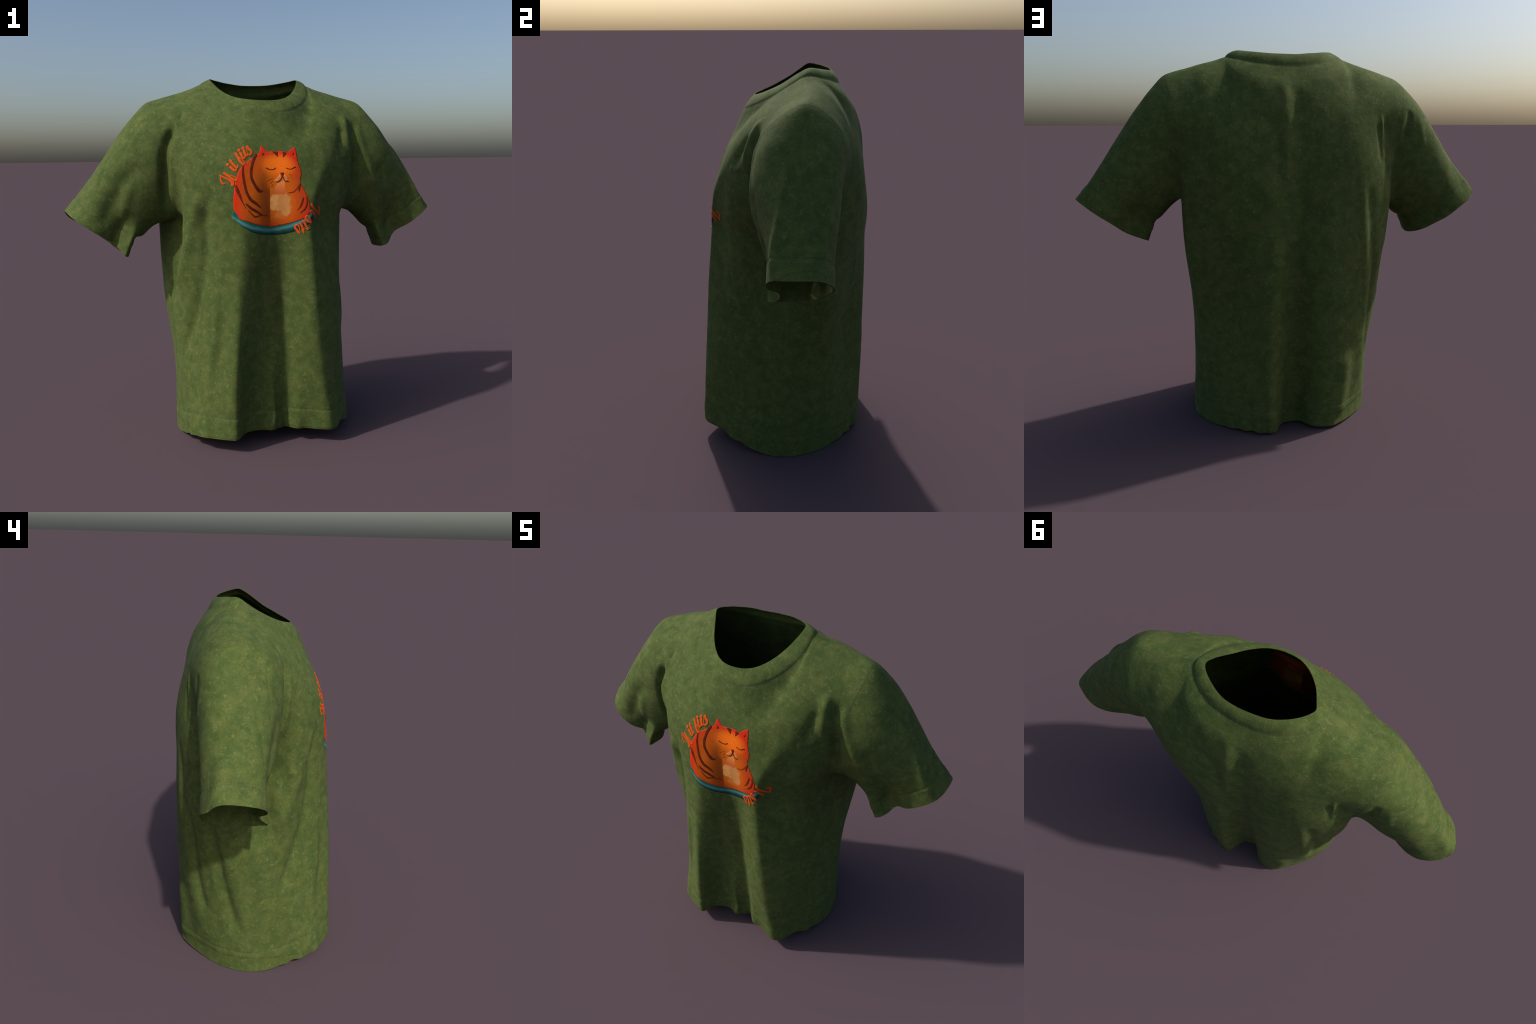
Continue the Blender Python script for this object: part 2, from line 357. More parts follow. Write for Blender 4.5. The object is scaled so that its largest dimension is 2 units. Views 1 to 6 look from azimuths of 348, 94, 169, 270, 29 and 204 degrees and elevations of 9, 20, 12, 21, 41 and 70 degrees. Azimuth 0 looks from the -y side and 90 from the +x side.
# ---------------------------------------------------------------- folds: ridges (+) and creases (-) pressed along smooth lines
# (points, height, width, softness of the two ends)
FOLDS = [
    # where the front of the right armhole gathers
    ([(-.425, -.115, 1.60), (-.462, -.125, 1.54), (-.490, -.120, 1.45), (-.492, -.105, 1.34), (-.492, -.06, 1.22), (-.485, -.03, 1.15)], -.030, .023),
    ([(-.440, -.125, 1.52), (-.458, -.125, 1.44), (-.456, -.125, 1.34), (-.442, -.125, 1.24)], .010, .018),
    ([(-.394, -.075, 1.650), (-.410, -.10, 1.610)], -.007, .009),
    ([(-.457, -.11, 1.567), (-.461, -.132, 1.493), (-.472, -.131, 1.465)], -.006, .007),
    ([(-.425, -.10, 1.60), (-.43, -.13, 1.54)], .005, .012),
    # front of the left armhole
    ([(.437, -.07, 1.646), (.430, -.13, 1.565), (.436, -.154, 1.487), (.447, -.154, 1.41)], .010, .022),
    ([(.485, -.08, 1.613), (.487, -.119, 1.526), (.493, -.123, 1.435), (.496, -.112, 1.316), (.483, -.10, 1.24)], -.019, .024),
    ([(.512, -.085, 1.575), (.533, -.113, 1.474), (.569, -.117, 1.381), (.600, -.108, 1.30), (.63, -.10, 1.22)], .009, .024),
    ([(.400, -.14, 1.57), (.391, -.178, 1.499), (.365, -.21, 1.44)], -.010, .022),
    ([(.425, -.17, 1.43), (.38, -.20, 1.415), (.34, -.235, 1.41)], .005, .016),
    # long folds of the front
    ([(-.290, -.285, 1.30), (-.316, -.268, 1.16), (-.322, -.262, 1.02), (-.328, -.257, .91), (-.345, -.24, .80), (-.372, -.205, .65), (-.410, -.155, .50), (-.440, -.095, .37)], -.018, .032),
    ([(-.350, -.24, 1.28), (-.365, -.23, 1.17), (-.385, -.20, 1.04), (-.40, -.18, .92), (-.41, -.16, .78)], .011, .030),
    ([(-.240, -.33, .98), (-.268, -.312, .80), (-.298, -.314, .55), (-.326, -.304, .38)], .006, .026),
    ([(-.013, -.322, .40), (-.009, -.329, .24), (-.004, -.334, .12), (-.01, -.34, .06)], .007, .014),
    ([(.316, -.281, 1.148), (.355, -.237, .921), (.397, -.169, .698), (.422, -.115, .50)], .007, .020),
    # the side is sucked in under the arm, behind the edge of the front
    ([(-.43, -.03, 1.16), (-.415, -.035, 1.08), (-.432, -.04, .98), (-.448, -.045, .88), (-.458, -.03, .78), (-.465, -.01, .68)], -.028, .045),
    ([(-.400, -.170, 1.14), (-.405, -.175, 1.05), (-.415, -.160, .95), (-.430, -.130, .86), (-.440, -.10, .76)], .014, .028),
    # flare of the back hem
    ([(-.245, .365, .40), (-.250, .360, .28), (-.245, .362, .16), (-.235, .362, .03)], .013, .045),
    # creases falling from under the right sleeve
    ([(-.493, .215, .92), (-.484, .177, .69), (-.465, .146, .514), (-.453, .110, .35), (-.456, .05, .18)], -.019, .030),
    ([(-.478, .225, .72), (-.462, .19, .50), (-.45, .15, .36)], .008, .022),
    ([(-.405, .322, .93), (-.411, .299, .735), (-.400, .285, .56), (-.396, .258, .40), (-.400, .22, .26)], -.018, .030),
    # back
    ([(.050, .27, 1.71), (.036, .325, 1.62), (.044, .345, 1.54), (.044, .352, 1.46), (.040, .36, 1.34), (.045, .365, 1.15)], .009, .032),
    ([(-.007, .30, 1.68), (-.023, .336, 1.568), (-.031, .356, 1.449), (-.035, .362, 1.27), (-.03, .36, 1.05)], -.010, .042),
    ([(.13, .35, 1.50), (.125, .37, 1.30), (.12, .385, 1.05)], .006, .04),
    ([(-.429, .293, 1.54), (-.442, .306, 1.447), (-.457, .311, 1.353), (-.466, .311, 1.27)], .009, .010),
    ([(-.450, .29, 1.53), (-.470, .30, 1.43), (-.482, .295, 1.32), (-.487, .285, 1.2)], -.010, .022),
    ([(-.415, .305, 1.50), (-.425, .315, 1.40), (-.44, .32, 1.30)], -.007, .014),
    ([(-.317, .369, 1.28), (-.330, .365, 1.17), (-.338, .358, 1.10), (-.350, .354, .94), (-.357, .347, .81), (-.366, .33, .67), (-.378, .31, .50)], .006, .026),
    ([(-.36, .345, 1.22), (-.372, .345, 1.10), (-.39, .335, .94), (-.40, .322, .78)], -.006, .028),
    ([(-.596, .235, 1.56), (-.580, .254, 1.477), (-.556, .27, 1.38)], -.012, .018),
    ([(-.640, .20, 1.54), (-.660, .22, 1.45), (-.67, .23, 1.37)], .008, .018),
    ([(.316, .345, 1.10), (.285, .325, .83), (.330, .275, .59), (.390, .222, .38), (.425, .17, .13)], .007, .014),
    # sleeves
    ([(-.600, -.11, 1.42), (-.676, -.085, 1.324), (-.729, -.064, 1.243), (-.776, -.049, 1.149), (-.81, -.046, 1.06)], -.012, .042),
    ([(-.640, -.09, 1.34), (-.686, -.07, 1.23), (-.712, -.03, 1.10), (-.737, -.02, 1.00)], .007, .028),
    ([(-.575, -.04, 1.625), (-.638, -.045, 1.544), (-.677, -.055, 1.477), (-.693, -.069, 1.393)], -.004, .010),
    ([(-.705, .0, 1.50), (-.75, .0, 1.44), (-.795, -.02, 1.354), (-.815, -.041, 1.256)], -.004, .010),
    ([(.726, .035, 1.513), (.793, .02, 1.407), (.855, .0, 1.303), (.895, -.012, 1.22), (.930, -.012, 1.18), (.965, -.012, 1.14)], .011, .019),
    ([(.62, -.11, 1.40), (.68, -.10, 1.27), (.74, -.06, 1.13)], -.010, .030),
]

def densify(pts, step):
    pts = np.asarray(pts, float)
    n = max(3, int(np.sum(np.linalg.norm(np.diff(pts, axis=0), axis=1)) / step))
    return curve(pts, n)

def press_folds(co, nrm):
    d = np.zeros(len(co))
    for pts, h, wd in FOLDS:
        L = densify(pts, .003)
        lo, hi = L.min(0) - 3 * wd, L.max(0) + 3 * wd
        idx = np.where(np.all((co > lo) & (co < hi), axis=1))[0]
        if not len(idx):
            continue
        near = np.min(np.linalg.norm(co[idx][:, None] - L[None, ::8], axis=2), axis=1) < 3 * wd + .03
        idx = idx[near]
        D = np.linalg.norm(co[idx][:, None] - L[None], axis=2)
        k = D.argmin(1)
        u = k / (len(L) - 1.0)
        ends = smooth(-.02, .20, u) * smooth(-.02, .20, 1 - u)
        d[idx] += h * np.exp(-(D[np.arange(len(idx)), k] / wd) ** 2) * ends
    return co + nrm * d[:, None]

nrm = normals(co, quads)
if np.sum(nrm[:, 1] * (co[:, 1] - .02) * (np.abs(co[:, 0]) < .3)) < 0:
    quads = quads[:, ::-1].copy(); nrm = -nrm
co = press_folds(co, nrm)
# small ripples of the free hem
ang = np.arctan2(co[:, 1], co[:, 0])
rip = np.sin(ang * 29 + 1.7 * np.sin(ang * 5 + 1)) * (.5 + .5 * np.sin(ang * 3 + 4))
co = co + nrm * (rip * .0075 * (1 - smooth(.03, .15, co[:, 2])) * smooth(.10, .24, np.abs(co[:, 1])))[:, None]
# soft unevenness of washed cloth
import mathutils.noise as mn
wob = np.array([mn.noise(Vector((p[0] * 7, p[1] * 7, p[2] * 4))) + .5 * mn.noise(Vector((p[0] * 17, p[1] * 17, p[2] * 11 + 5))) for p in co])
co = co + nrm * (wob * .0022)[:, None]

# ---------------------------------------------------------------- seams: edges where parts meet, doubled hems, stitch grooves
def seam_points(a_parts, b_parts):
    """points lying between two groups of parts, in the subdivided mesh"""
    inA = np.zeros(len(co), bool); inB = np.zeros(len(co), bool)
    inA[quads[np.isin(part, a_parts)].ravel()] = True
    inB[quads[np.isin(part, b_parts)].ravel()] = True
    return inA & inB

def ordered_loop(mask):
    """chain the seam's vertices into a closed line"""
    E = np.concatenate([quads[:, [k, (k + 1) % 4]] for k in range(4)])
    E = E[mask[E[:, 0]] & mask[E[:, 1]]]
    nb = {}
    for a, b in E:
        nb.setdefault(int(a), set()).add(int(b)); nb.setdefault(int(b), set()).add(int(a))
    start = next(iter(nb)); path = [start]; seen = {start}
    while True:
        nx = [v for v in nb[path[-1]] if v not in seen]
        if not nx:
            break
        path.append(nx[0]); seen.add(nx[0])
    return np.array(path)

SEAMS = {
    "hem": seam_points([T_TORSO], [T_HEM]),
    "cuff_r": seam_points([T_SL_R], [T_CUFF_R]),
    "cuff_l": seam_points([T_SL_L], [T_CUFF_L]),
    "neck": seam_points([T_TORSO], [T_COLLAR]),
    "arm_r": seam_points([T_TORSO], [T_SL_R]),
    "arm_l": seam_points([T_TORSO], [T_SL_L]),
}
LOOPS = {k: ordered_loop(m) for k, m in SEAMS.items()}

def dist_to(line, reach):
    out = np.full(len(co), 9.0)
    lo, hi = line.min(0) - reach, line.max(0) + reach
    idx = np.where(np.all((co > lo) & (co < hi), axis=1))[0]
    for i in range(0, len(idx), 4000):
        j = idx[i:i + 4000]
        out[j] = np.min(np.linalg.norm(co[j][:, None] - line[None], axis=2), axis=1)
    return out

def resample(line, step, close=True):
    P = np.vstack([line, line[:1]]) if close else line
    s_ = np.r_[0, np.cumsum(np.linalg.norm(np.diff(P, axis=0), axis=1))]
    q = np.linspace(0, s_[-1], max(4, int(s_[-1] / step)))
    return np.stack([np.interp(q, s_, P[:, k]) for k in range(3)], 1)

nrm = normals(co, quads)
shift = np.zeros(len(co))
hemmed = np.zeros(len(co), bool); hemmed[quads[np.isin(part, [T_HEM, T_CUFF_R, T_CUFF_L])].ravel()] = True
lines = {k: co[v] for k, v in LOOPS.items()}
for k, line in lines.items():
    dense = resample(line, .003)
    dd = dist_to(dense, .03)
    if k in ("hem", "cuff_r", "cuff_l"):
        shift += np.where(hemmed, .0020 * (1 - np.exp(-(dd / .006) ** 2)) * (dd < 1) , 0)
        shift += -.0012 * np.exp(-(dd / .0045) ** 2)
    elif k == "neck":
        u_ = np.clip(np.maximum(smooth(-.05, .20, co[:, 0]), .7 * smooth(.08, .2, co[:, 1])), .1, 1)
        shift += -.0019 * u_ * np.exp(-(dd / .010) ** 2)
    else:
        shift += -.0006 * np.exp(-(dd / .005) ** 2)
co = co + nrm * shift[:, None]

# ---------------------------------------------------------------- give the cloth thickness and split it into parts
nrm = normals(co, quads)
THICK = .005
inner_co = co - nrm * THICK
NV = len(co)
allco = np.concatenate([co, inner_co])
iq = quads[:, ::-1] + NV
edges = np.concatenate([quads[:, [k, (k + 1) % 4]] for k in range(4)])
fid = np.tile(np.arange(len(quads)), 4)
key = np.sort(edges, axis=1); code = key[:, 0] * NV + key[:, 1]
u, first, cnt = np.unique(code, return_index=True, return_counts=True)
border = first[cnt == 1]
be, bf = edges[border], fid[border]
rim = np.stack([be[:, 1], be[:, 0], be[:, 0] + NV, be[:, 1] + NV], 1)
allq = np.concatenate([quads, iq, rim]); allp = np.concatenate([part, part, part[bf]])
alln = np.concatenate([nrm, -nrm])

def material(name):
    m = bpy.data.materials.new(name); m.use_nodes = True
    nt = m.node_tree; nt.nodes.clear()
    return m, nt

def ramp(nt, fac, stops):
    r = nt.nodes.new("ShaderNodeValToRGB")
    el = r.color_ramp.elements
    while len(el) > 1:
        el.remove(el[-1])
    for i, (p, c) in enumerate(stops):
        e = el[0] if i == 0 else el.new(p)
        e.position = p; e.color = (*c, 1) if len(c) == 3 else c
    nt.links.new(fac, r.inputs[0])
    return r.outputs[0]

def noise(nt, vec, scale, detail=4, rough=.55, dist=0):
    n = nt.nodes.new("ShaderNodeTexNoise")
    n.inputs["Scale"].default_value = scale; n.inputs["Detail"].default_value = detail
    n.inputs["Roughness"].default_value = rough; n.inputs["Distortion"].default_value = dist
    nt.links.new(vec, n.inputs["Vector"])
    return n.outputs["Fac"]

def mixc(nt, fac, a, b, mode="MIX"):
    m = nt.nodes.new("ShaderNodeMix"); m.data_type = "RGBA"; m.blend_type = mode
    for sock, v in ((m.inputs[0], fac), (m.inputs[6], a), (m.inputs[7], b)):
        if hasattr(v, "links"):
            nt.links.new(v, sock)
        else:
            sock.default_value = v if not isinstance(v, tuple) else (*v, 1)
    return m.outputs[2]

def math_(nt, op, *vals, clamp=False):
    m = nt.nodes.new("ShaderNodeMath"); m.operation = op; m.use_clamp = clamp
    for i, v in enumerate(vals):
        if hasattr(v, "links"):
            nt.links.new(v, m.inputs[i])
        else:
            m.inputs[i].default_value = v
    return m.outputs[0]

def maprange(nt, v, a, b, lo=0, hi=1, smooth_=True):
    m = nt.nodes.new("ShaderNodeMapRange"); m.interpolation_type = "SMOOTHSTEP" if smooth_ else "LINEAR"
    nt.links.new(v, m.inputs[0])
    for i, x in enumerate((a, b, lo, hi)):
        m.inputs[i + 1].default_value = x
    return m.outputs[0]

def finish(nt, colour, rough=.85, spec=.3, bump=None, strength=.3, dist=.002, sheen=0):
    out = nt.nodes.new("ShaderNodeOutputMaterial"); b = nt.nodes.new("ShaderNodeBsdfPrincipled")
    b.inputs["Roughness"].default_value = rough; b.inputs["Specular IOR Level"].default_value = spec
    b.inputs["Sheen Weight"].default_value = sheen; b.inputs["Sheen Roughness"].default_value = .5
    b.inputs["Sheen Tint"].default_value = (.8, .85, .7, 1)
    if hasattr(colour, "links"):
        nt.links.new(colour, b.inputs["Base Color"])
    else:
        b.inputs["Base Color"].default_value = (*colour, 1)
    if bump is not None:
        bp = nt.nodes.new("ShaderNodeBump"); bp.inputs["Strength"].default_value = strength; bp.inputs["Distance"].default_value = dist
        nt.links.new(bump, bp.inputs["Height"]); nt.links.new(bp.outputs[0], b.inputs["Normal"])
    nt.links.new(b.outputs[0], out.inputs[0])

def object_coords(nt):
    return nt.nodes.new("ShaderNodeTexCoord").outputs["Object"]

def cloth_material():
    """stone-washed green: cloudy patches, pale flecks and a fine fuzzy grain"""
    m, nt = material("green_washed_cotton")
    co_ = object_coords(nt)
    cloud = noise(nt, co_, 22, 5, .60, .15)
    base = ramp(nt, cloud, [(.28, (.054, .088, .019)), (.46, (.074, .108, .025)), (.58, (.093, .126, .031)), (.76, (.132, .156, .044))])
    hue = noise(nt, co_, 11, 3, .5)
    base = mixc(nt, maprange(nt, hue, .46, .72, 0, .35), base, (.105, .112, .030))
    fleck = noise(nt, co_, 52, 4, .6)
    base = mixc(nt, maprange(nt, fleck, .54, .76, 0, .62), base, (.190, .205, .070))
    dark = noise(nt, co_, 60, 3, .6)
    base = mixc(nt, maprange(nt, dark, .54, .82, 0, .30), base, (.030, .068, .016))
    grain = noise(nt, co_, 260, 2, .6)
    base = mixc(nt, maprange(nt, grain, .25, .75, .0, 1.0), mixc(nt, 1.0, base, (.84, .84, .84), "MULTIPLY"), mixc(nt, 1.0, base, (1.14, 1.14, 1.14), "MULTIPLY"))
    h = math_(nt, "ADD", math_(nt, "MULTIPLY", grain, .5), fleck)
    speck = noise(nt, co_, 125, 4, .65)
    base = mixc(nt, maprange(nt, speck, .54, .74, 0, .75), base, mixc(nt, 1.0, base, (1.45, 1.40, 1.6), "MULTIPLY"))
    base = mixc(nt, maprange(nt, speck, .46, .28, 0, .75), base, mixc(nt, 1.0, base, (.66, .72, .62), "MULTIPLY"))
    base = mixc(nt, 1.0, base, (.80, .82, .74), "MULTIPLY")
    finish(nt, base, .9, .28, h, .35, .003, .0)
    return m
cloth = cloth_material()

root = bpy.data.objects.new("t_shirt", None)
bpy.context.scene.collection.objects.link(root)
root["label"] = "green washed cotton t-shirt with an orange cat print"
root["category"] = "t-shirt"

def build_part(pid, parent):
    sel = allq[allp == pid]
    used, inv = np.unique(sel, return_inverse=True)
    inv = inv.reshape(sel.shape)
    me = bpy.data.meshes.new(PARTS[pid])
    me.from_pydata(allco[used].tolist(), [], inv.tolist())
    me.polygons.foreach_set("use_smooth", [True] * len(me.polygons))
    me.normals_split_custom_set_from_vertices(alln[used].tolist())
    me.materials.append(cloth)
    ob = bpy.data.objects.new(PARTS[pid], me)
    bpy.context.scene.collection.objects.link(ob)
    ob.parent = parent
    return ob

torso = build_part(T_TORSO, root)
sl_r = build_part(T_SL_R, root)
sl_l = build_part(T_SL_L, root)
build_part(T_COLLAR, root)
build_part(T_HEM, torso)
build_part(T_CUFF_R, sl_r)
build_part(T_CUFF_L, sl_l)
# ---------------------------------------------------------------- stitching
def plain(name, col, rough=.8):
    m, nt = material(name); finish(nt, col, rough, .3); return m

tri_faces = np.concatenate([quads[:, [0, 1, 2]], quads[:, [0, 2, 3]]])
surface = BVHTree.FromPolygons(co.tolist(), tri_faces.tolist())

def stitches(line, offset, step=.0125, length=.0075, close=True):
    """short thread dashes beside a seam"""
    V, F = [], []
    P = resample(line, .0025, close)
    T = np.gradient(P, axis=0); T /= np.maximum(np.linalg.norm(T, axis=1), 1e-9)[:, None]
    s_ = np.r_[0, np.cumsum(np.linalg.norm(np.diff(P, axis=0), axis=1))]
    for q in np.arange(step, s_[-1] - step, step):
        i = int(np.searchsorted(s_, q)); p = Vector(P[i]); t = Vector(T[i]).normalized()
        loc, n, _, _ = surface.find_nearest(p)
        side = n.cross(t).normalized()
        loc, n, _, _ = surface.find_nearest(p + side * offset)
        w, h, l = .0009, .0006, length * .5 * rng.uniform(.85, 1.1)
        k = len(V)
        for a, b in ((-l, 0), (-l * .6, 1), (l * .6, 1), (l, 0)):
            for c in (-w, w):
                V.append(loc + t * a + side * (c * (.4 + .6 * b)) + n * (h * b - .0002))
        for r_ in range(3):
            F.append((k + 2 * r_, k + 2 * r_ + 1, k + 2 * r_ + 3, k + 2 * r_ + 2))
    return V, F

thread = plain("grey_thread", (.045, .043, .036))
SV, SF = [], []
def sew(line, *offsets, close=True):
    for o in offsets:
        V, F = stitches(line, o, close=close); b = len(SV)
        SV.extend(V); SF.extend([tuple(i + b for i in f) for f in F])
for k, offs in (("hem", (-.006, .006)), ("cuff_r", (-.006, .006)), ("cuff_l", (-.006, .006)), ("neck", (-.007, .007)), ("arm_r", (-.006, .006)), ("arm_l", (-.006, .006))):
    sew(co[LOOPS[k]], *offs)
for sh_line in ([vf[i][NT] for i in range(NSH + 1)], [vf[nf - i][NT] for i in range(NSH + 1)]):
    sew(densify(co[sh_line], .004), -.006, .006, close=False)
me = bpy.data.meshes.new("stitching"); me.from_pydata([tuple(v) for v in SV], [], SF)
me.materials.append(thread)
ob = bpy.data.objects.new("stitching", me); bpy.context.scene.collection.objects.link(ob)
ob.parent = torso; ob["kind"] = "stuff"

# ---------------------------------------------------------------- the printed cat
# The print is laid out flat in millimetres (x across, z up) and pressed onto the chest.
PATCHES = {
    "cat_body": [(-60, 1442), (-44, 1482), (-30, 1465), (-13, 1450), (10, 1451), (34, 1453), (58, 1451), (80, 1447), (100, 1460), (122, 1470), (126, 1452), (128, 1428), (132, 1395), (140, 1368), (142, 1342), (135, 1312), (142, 1289), (155, 1265), (167, 1238), (175, 1211), (179, 1185), (175, 1158), (157, 1135), (134, 1125), (102, 1115), (54, 1102), (1, 1095), (-43, 1100), (-90, 1111), (-135, 1126), (-164, 1138), (-176, 1158), (-189, 1178), (-192, 1210), (-191, 1243), (-185, 1282), (-179, 1315), (-165, 1353), (-147, 1382), (-129, 1398), (-100, 1418)],
    "cushion": [(-190, 1174), (-200, 1164), (-202, 1151), (-196, 1138), (-183, 1132), (-174, 1118), (-152, 1102), (-123, 1083), (-91, 1069), (-51, 1060), (-6, 1055), (37, 1056), (77, 1062), (112, 1073), (141, 1088), (174, 1107), (193, 1123), (197, 1146), (186, 1174), (181, 1190), (168, 1168), (102, 1132), (2, 1117), (-135, 1144), (-173, 1161)],
    "muzzle_l": [(11, 1316), (27, 1328), (40, 1348), (48, 1333), (42, 1320), (30, 1309), (16, 1310)],
    "muzzle_r": [(55, 1331), (59, 1340), (70, 1334), (77, 1323), (76, 1311), (67, 1311), (58, 1320)],
    "nose": [(40, 1350), (49, 1352), (59, 1350), (54, 1335), (48, 1335)],
    "fore1": [(8, 1450), (22, 1452), (36, 1450), (34, 1424), (22, 1436)],
    "fore2": [(58, 1449), (69, 1447), (80, 1445), (70, 1432), (59, 1421)],
    "ear1": [(-40, 1450), (-35, 1443), (-30, 1437), (-44, 1430)],
    "ear2": [(112, 1450), (113, 1442), (111, 1432), (104, 1435)],
}
STROKES_FUR = {
    "stripe0": [(-73, 1435, 14.7), (-85, 1417, 18.4), (-96, 1388, 16.5), (-103, 1359, 16.5), (-102, 1326, 16.5), (-92, 1303, 16.5), (-79, 1281, 18.4), (-62, 1266, 18.4), (-51, 1267, 11.0)],
    "stripe1": [(-140, 1385, 11.0), (-143, 1346, 14.7), (-138, 1301, 14.7), (-127, 1255, 16.5), (-108, 1225, 18.4), (-87, 1210, 16.5), (-63, 1189, 7.4)],
    "stripe2": [(-178, 1293, 11.0), (-171, 1269, 18.4), (-161, 1243, 12.9), (-149, 1213, 5.5), (-135, 1188, 2.9)],
    "stripe3": [(-134, 1208, 9.2), (-113, 1189, 14.7), (-85, 1172, 16.5), (-57, 1154, 9.2)],
    "stripe4": [(-123, 1177, 4.4), (-107, 1159, 6.6), (-93, 1147, 10.3), (-71, 1151, 6.6), (-27, 1149, 3.7)],
    "stripe5": [(146, 1229, 9.2), (139, 1205, 11.0), (127, 1182, 7.4), (117, 1171, 2.9)],
    "stripe6": [(162, 1232, 7.4), (164, 1208, 9.2), (150, 1175, 10.3), (131, 1159, 4.4)],
    "stripe7": [(132, 1295, 11.0), (129, 1279, 11.8), (128, 1264, 7.4)],
    "chin8": [(133, 1299, 3.7), (116, 1274, 8.1), (98, 1259, 8.1), (76, 1255, 4.4)],
}
STROKES_FACE = {
    "eye0": [(-25, 1373, 6.0), (-12, 1367, 4.0), (1, 1366, 3.6), (12, 1368, 4.4), (18, 1373, 5.2)],
    "eye1": [(72, 1372, 4.4), (82, 1368, 3.6), (94, 1367, 3.6), (105, 1372, 4.8), (115, 1376, 6.0)],
    "mouth2": [(49, 1334, 4.4), (44, 1320, 4.0), (34, 1309, 3.6), (21, 1305, 2.4)],
    "mouth3": [(52, 1334, 4.4), (58, 1318, 4.0), (67, 1309, 3.6), (81, 1308, 2.4)],
    "whisker4": [(81, 1342, 1.2), (96, 1338, 1.4), (103, 1332, 1.0)],
    "whisker5": [(84, 1330, 1.2), (95, 1327, 1.4), (101, 1320, 1.0)],
    "whisker6": [(86, 1321, 1.2), (93, 1314, 1.0)],
    "whisker7": [(3, 1324, 1.0), (-10, 1321, 1.2), (-24, 1312, 0.8)],
    "whisker8": [(1, 1312, 1.2), (-11, 1301, 1.0)],
    "whisker9": [(2, 1297, 1.2), (-6, 1287, 1.0)],
}
LETTERING = {
    "a0": [(-249, 1342, 6.8), (-221, 1328, 8.3), (-202, 1317, 12.0), (-191, 1305, 15.8), (-193, 1297, 15.0)],
    "a1": [(-246, 1339, 4.5), (-245, 1322, 7.5), (-241, 1310, 9.0), (-234, 1303, 9.0), (-227, 1306, 3.8)],
    "a2": [(-228, 1352, 12.0), (-208, 1337, 12.0), (-193, 1325, 12.8), (-177, 1318, 11.3)],
    "a3": [(-177, 1318, 9.0), (-172, 1324, 6.8), (-179, 1333, 5.3), (-189, 1338, 5.3), (-202, 1343, 4.5)],
    "a4": [(-210, 1391, 14.4), (-210, 1391, 14.4)],
    "a5": [(-199, 1382, 11.3), (-187, 1369, 12.0), (-178, 1363, 11.3), (-172, 1369, 6.8), (-174, 1374, 3.8)],
    "a6": [(-197, 1412, 10.5), (-190, 1400, 11.3), (-178, 1385, 11.3), (-169, 1377, 9.8), (-163, 1383, 6.8), (-166, 1392, 3.8)],
    "a7": [(-198, 1400, 3.8), (-188, 1412, 3.0)],
    "a8": [(-168, 1442, 12.8), (-158, 1421, 12.8), (-149, 1402, 12.8), (-139, 1392, 10.5)],
    "a9": [(-139, 1391, 9.0), (-131, 1397, 6.8), (-137, 1408, 5.3), (-145, 1419, 5.3), (-154, 1426, 4.5)],
    "a10": [(-153, 1457, 14.4), (-153, 1457, 14.4)],
    "a11": [(-147, 1446, 11.3), (-140, 1430, 12.0), (-132, 1420, 11.3), (-126, 1427, 6.0)],
    "a12": [(-133, 1471, 10.5), (-128, 1454, 11.3), (-124, 1439, 11.3), (-119, 1432, 9.8), (-114, 1435, 6.0)],
    "a13": [(-141, 1460, 3.3), (-126, 1470, 3.0)],
    "a14": [(-110, 1474, 12.0), (-104, 1463, 12.0), (-95, 1456, 11.3), (-93, 1447, 10.5), (-97, 1439, 9.8), (-107, 1436, 7.5), (-112, 1440, 5.3)],
    "a15": [(-116, 1472, 4.5), (-113, 1460, 4.2), (-114, 1443, 4.2), (-112, 1438, 4.5)],
    "b0": [(187, 1198, 11.4), (197, 1180, 10.2), (214, 1164, 8.4), (236, 1142, 5.4)],
    "b1": [(236, 1142, 5.4), (236, 1155, 6.6), (239, 1167, 8.4), (235, 1180, 9.0), (223, 1183, 5.4)],
    "b2": [(178, 1167, 7.2), (187, 1169, 8.4), (195, 1159, 9.0), (206, 1146, 9.0), (211, 1134, 6.6)],
    "b3": [(180, 1167, 6.0), (184, 1154, 3.0)],
    "b4": [(182, 1110, 10.8), (164, 1120, 11.4), (156, 1130, 10.8), (157, 1139, 9.6), (164, 1144, 8.4), (172, 1138, 6.6), (178, 1126, 6.0), (184, 1113, 8.4)],
    "b5": [(140, 1114, 4.2), (143, 1119, 8.4), (151, 1109, 10.2), (158, 1093, 9.6)],
    "b6": [(165, 1082, 13.5), (165, 1082, 13.5)],
    "b7": [(124, 1105, 3.6), (129, 1107, 8.4), (136, 1098, 10.2), (142, 1083, 10.2), (146, 1065, 9.0)],
    "b8": [(139, 1068, 3.4), (152, 1080, 3.0)],
    "b9": [(124, 1063, 11.4), (115, 1076, 10.8), (107, 1087, 10.2), (109, 1097, 9.0), (117, 1101, 7.8), (124, 1094, 6.0), (128, 1076, 4.2)],
}

from mathutils.geometry import delaunay_2d_cdt

def press(x, z, lift):
    lift = lift * .5 if lift > 0 else lift
    hit, n, _, _ = surface.ray_cast(Vector((x, -2, z)), Vector((0, 1, 0)))
    if hit is None:
        hit, n, _, _ = surface.find_nearest(Vector((x, -.35, z)))
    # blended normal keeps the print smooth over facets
    return hit + n * lift

